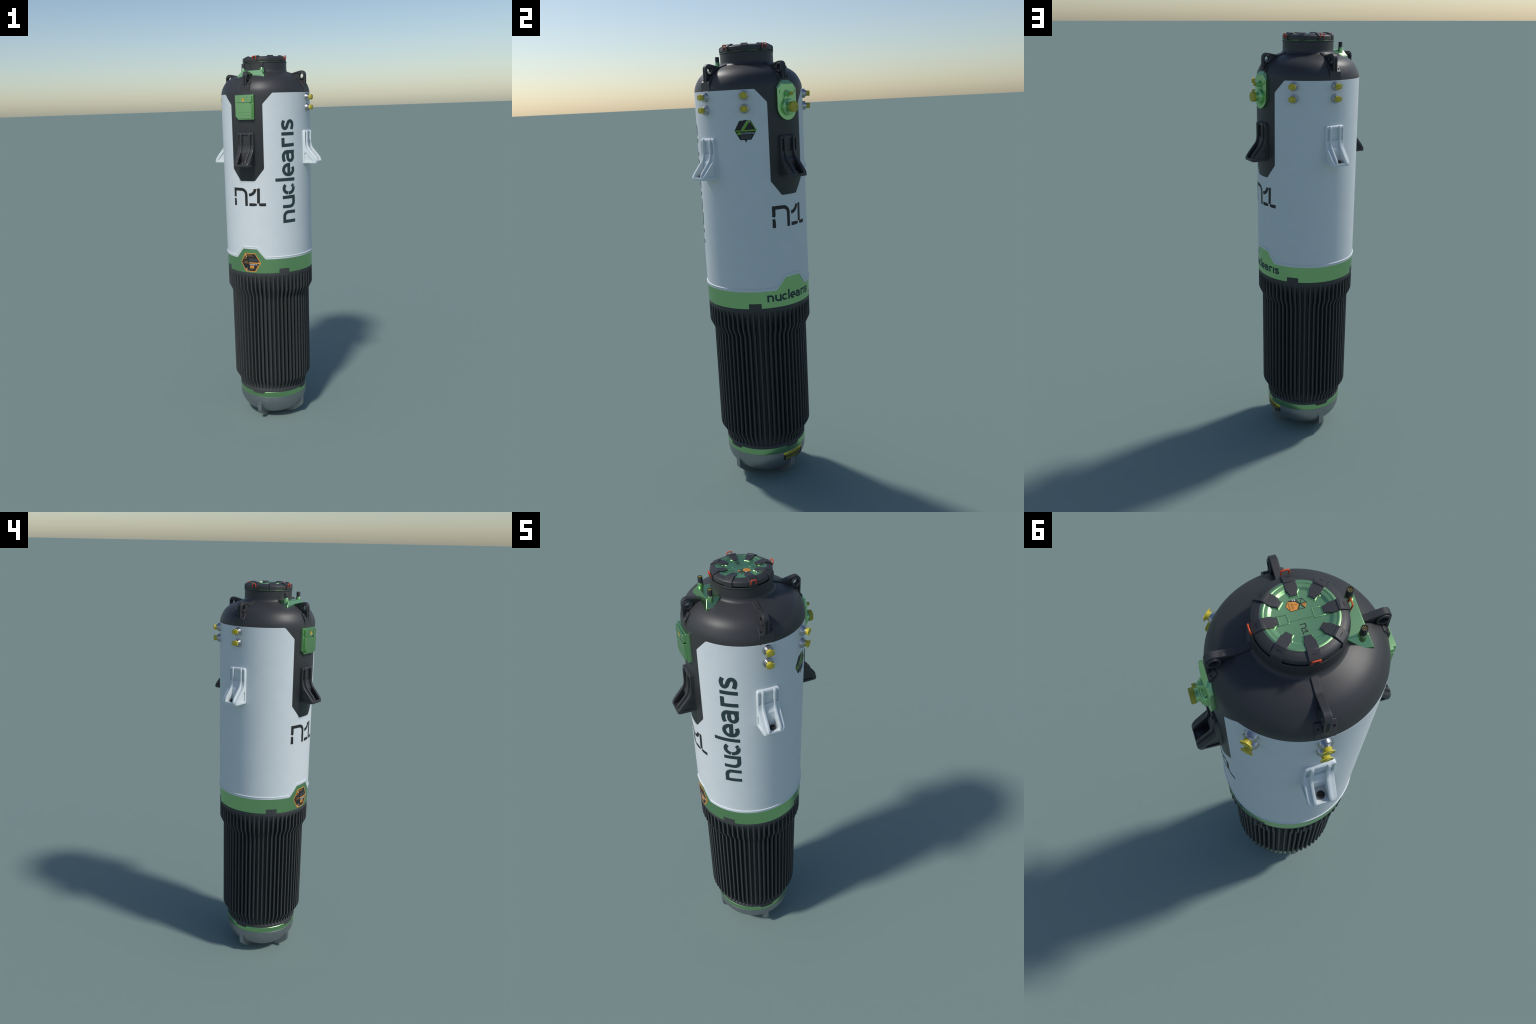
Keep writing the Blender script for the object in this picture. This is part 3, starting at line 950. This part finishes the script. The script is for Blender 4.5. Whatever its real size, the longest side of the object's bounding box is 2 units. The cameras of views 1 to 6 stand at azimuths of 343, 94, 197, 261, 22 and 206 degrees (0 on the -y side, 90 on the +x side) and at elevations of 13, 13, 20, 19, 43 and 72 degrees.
B = Build()
h1 = six(c1, .0152)
B.prism([h1[0], h1[1], (h1[2][0] + .0050, h1[2][1] + .0005), (h1[3][0] + .0025, h1[3][1] + .0030), h1[3], h1[4], h1[5]], mark, -.0005, .0007)
B.prism([(c2[0] + .0020, c2[1] + .0024), (hex2[0][0] - .0006, hex2[0][1] + .0012), (hex2[1][0] + .0014, hex2[1][1] - .0012)], mark, -.0005, .0009)
B.finish("lid_label_field", M_ORANGE, lidl)
B = Build()
for x0, x1, v, w in [(-.0400, -.0190, -.0175, .0022), (-.0370, -.0200, -.0112, .0018), (-.0350, -.0215, -.0085, .0010)]:
    n = 7
    for k in range(n):
        u0 = x0 + (x1 - x0) * k / n
        stroke(B, [(u0, v), (u0 + (x1 - x0) / n * .75, v)], w, mark, -.0005, .0010)
stroke(B, [(-.0310, -.0058), (-.0310, -.0010)], .0014, mark, -.0005, .0010)
stroke(B, [(-.0310, .0002), (-.0310, .0016)], .0014, mark, -.0005, .0010)
stroke(B, [(-.0262, .0130), (-.0240, .0170), (-.0268, .0190)], .0013, mark, -.0005, .0012)
B.finish("lid_label_print", bpy.data.materials["dull_orange_print"], lidl)
B = Build()
stroke(B, [(-.0428, -.0072), (-.0428, -.0042)], .0026, mark, -.0005, .0013)
stroke(B, [(-.0420, -.0026), (-.0420, .0004)], .0036, mark, -.0005, .0013)
B.finish("lid_label_white", M_PALE, lidl)

# clamps over the ring
path = [  # r, top z, bottom z, half width
    (.0528, 1.9936, 1.9880, .0092), (.0590, 1.9943, 1.9880, .0092), (.0596, 1.9944, 1.9880, .0106), (.0640, 1.9949, 1.9880, .0112), (.0648, 1.9950, 1.9880, .0124), (.0705, 1.9956, 1.9890, .0144),
    (.0800, 1.9966, 1.9900, .0144), (.0858, 1.9972, 1.9920, .0144), (.0868, 1.9996, 1.9920, .0144), (.0935, 2.0000, 1.9920, .0145),
    (.1120, 1.9905, 1.9850, .0146), (.1148, 1.9885, 1.9780, .0147), (.1158, 1.9865, 1.9770, .0147), (.1160, 1.9690, 1.9688, .0147)]
B = Build()
rings = []
for i, (r, zt, zb, hw) in enumerate(path):
    if i < len(path) - 2:
        rings.append([(-hw, -r, zb), (-hw, -r, zt), (hw, -r, zt), (hw, -r, zb)])
rings = rings
# outer skirt
outer = [(.1110, 1.9905), (.1148, 1.9880), (.1160, 1.9860), (.1160, 1.9688), (.1100, 1.9688)]
B.loft(rings)
B.prism(outer, side, -.0147, .0147)
clamp = B.finish("lid_clamp", M_BLACK, lid, az=0, smooth=30, bevel=.0008)
S = Build()
stroke(S, [(-.0058, .1030), (.0058, .1030)], .0012, lambda t, r, h: (t, -r, h - (r - .103) * .49), 1.990, 1.99575)
S.finish("clamp_slot", M_SLOT, clamp, az=0)
for k in range(1, 8):
    again(clamp, 45 * k, lid)
# red pull wires on four of the clamps
def wire(path, r, n=8):
    B = Build()
    rings = []
    for i, p in enumerate(path):
        a, b = Vector(path[max(0, i - 1)]), Vector(path[min(len(path) - 1, i + 1)])
        d = (b - a).normalized()
        x = d.cross(Vector((0.05, -.8, .6))).normalized()
        y = d.cross(x).normalized()
        rings.append([Vector(p) + x * r * cos(2 * pi * k / n) + y * r * sin(2 * pi * k / n) for k in range(n)])
    B.loft(rings)
    return B
up = rounded([(-.0098, 1.9788), (-.0098, 1.9950), (.0098, 1.9950), (.0098, 1.9788)], [0, .0035, .0035, 0], 5)
pathw = [(-.0098, -.1150, 1.9778)] + [(t, -(.1178 + (z - 1.9788) * .20), z) for t, z in up] + [(.0098, -.1150, 1.9778)]
pw = wire(pathw, .0021).finish("pull_wire", M_RED, lid, az=45, smooth=60)
for a in (135, -45, -135):
    again(pw, a, lid)
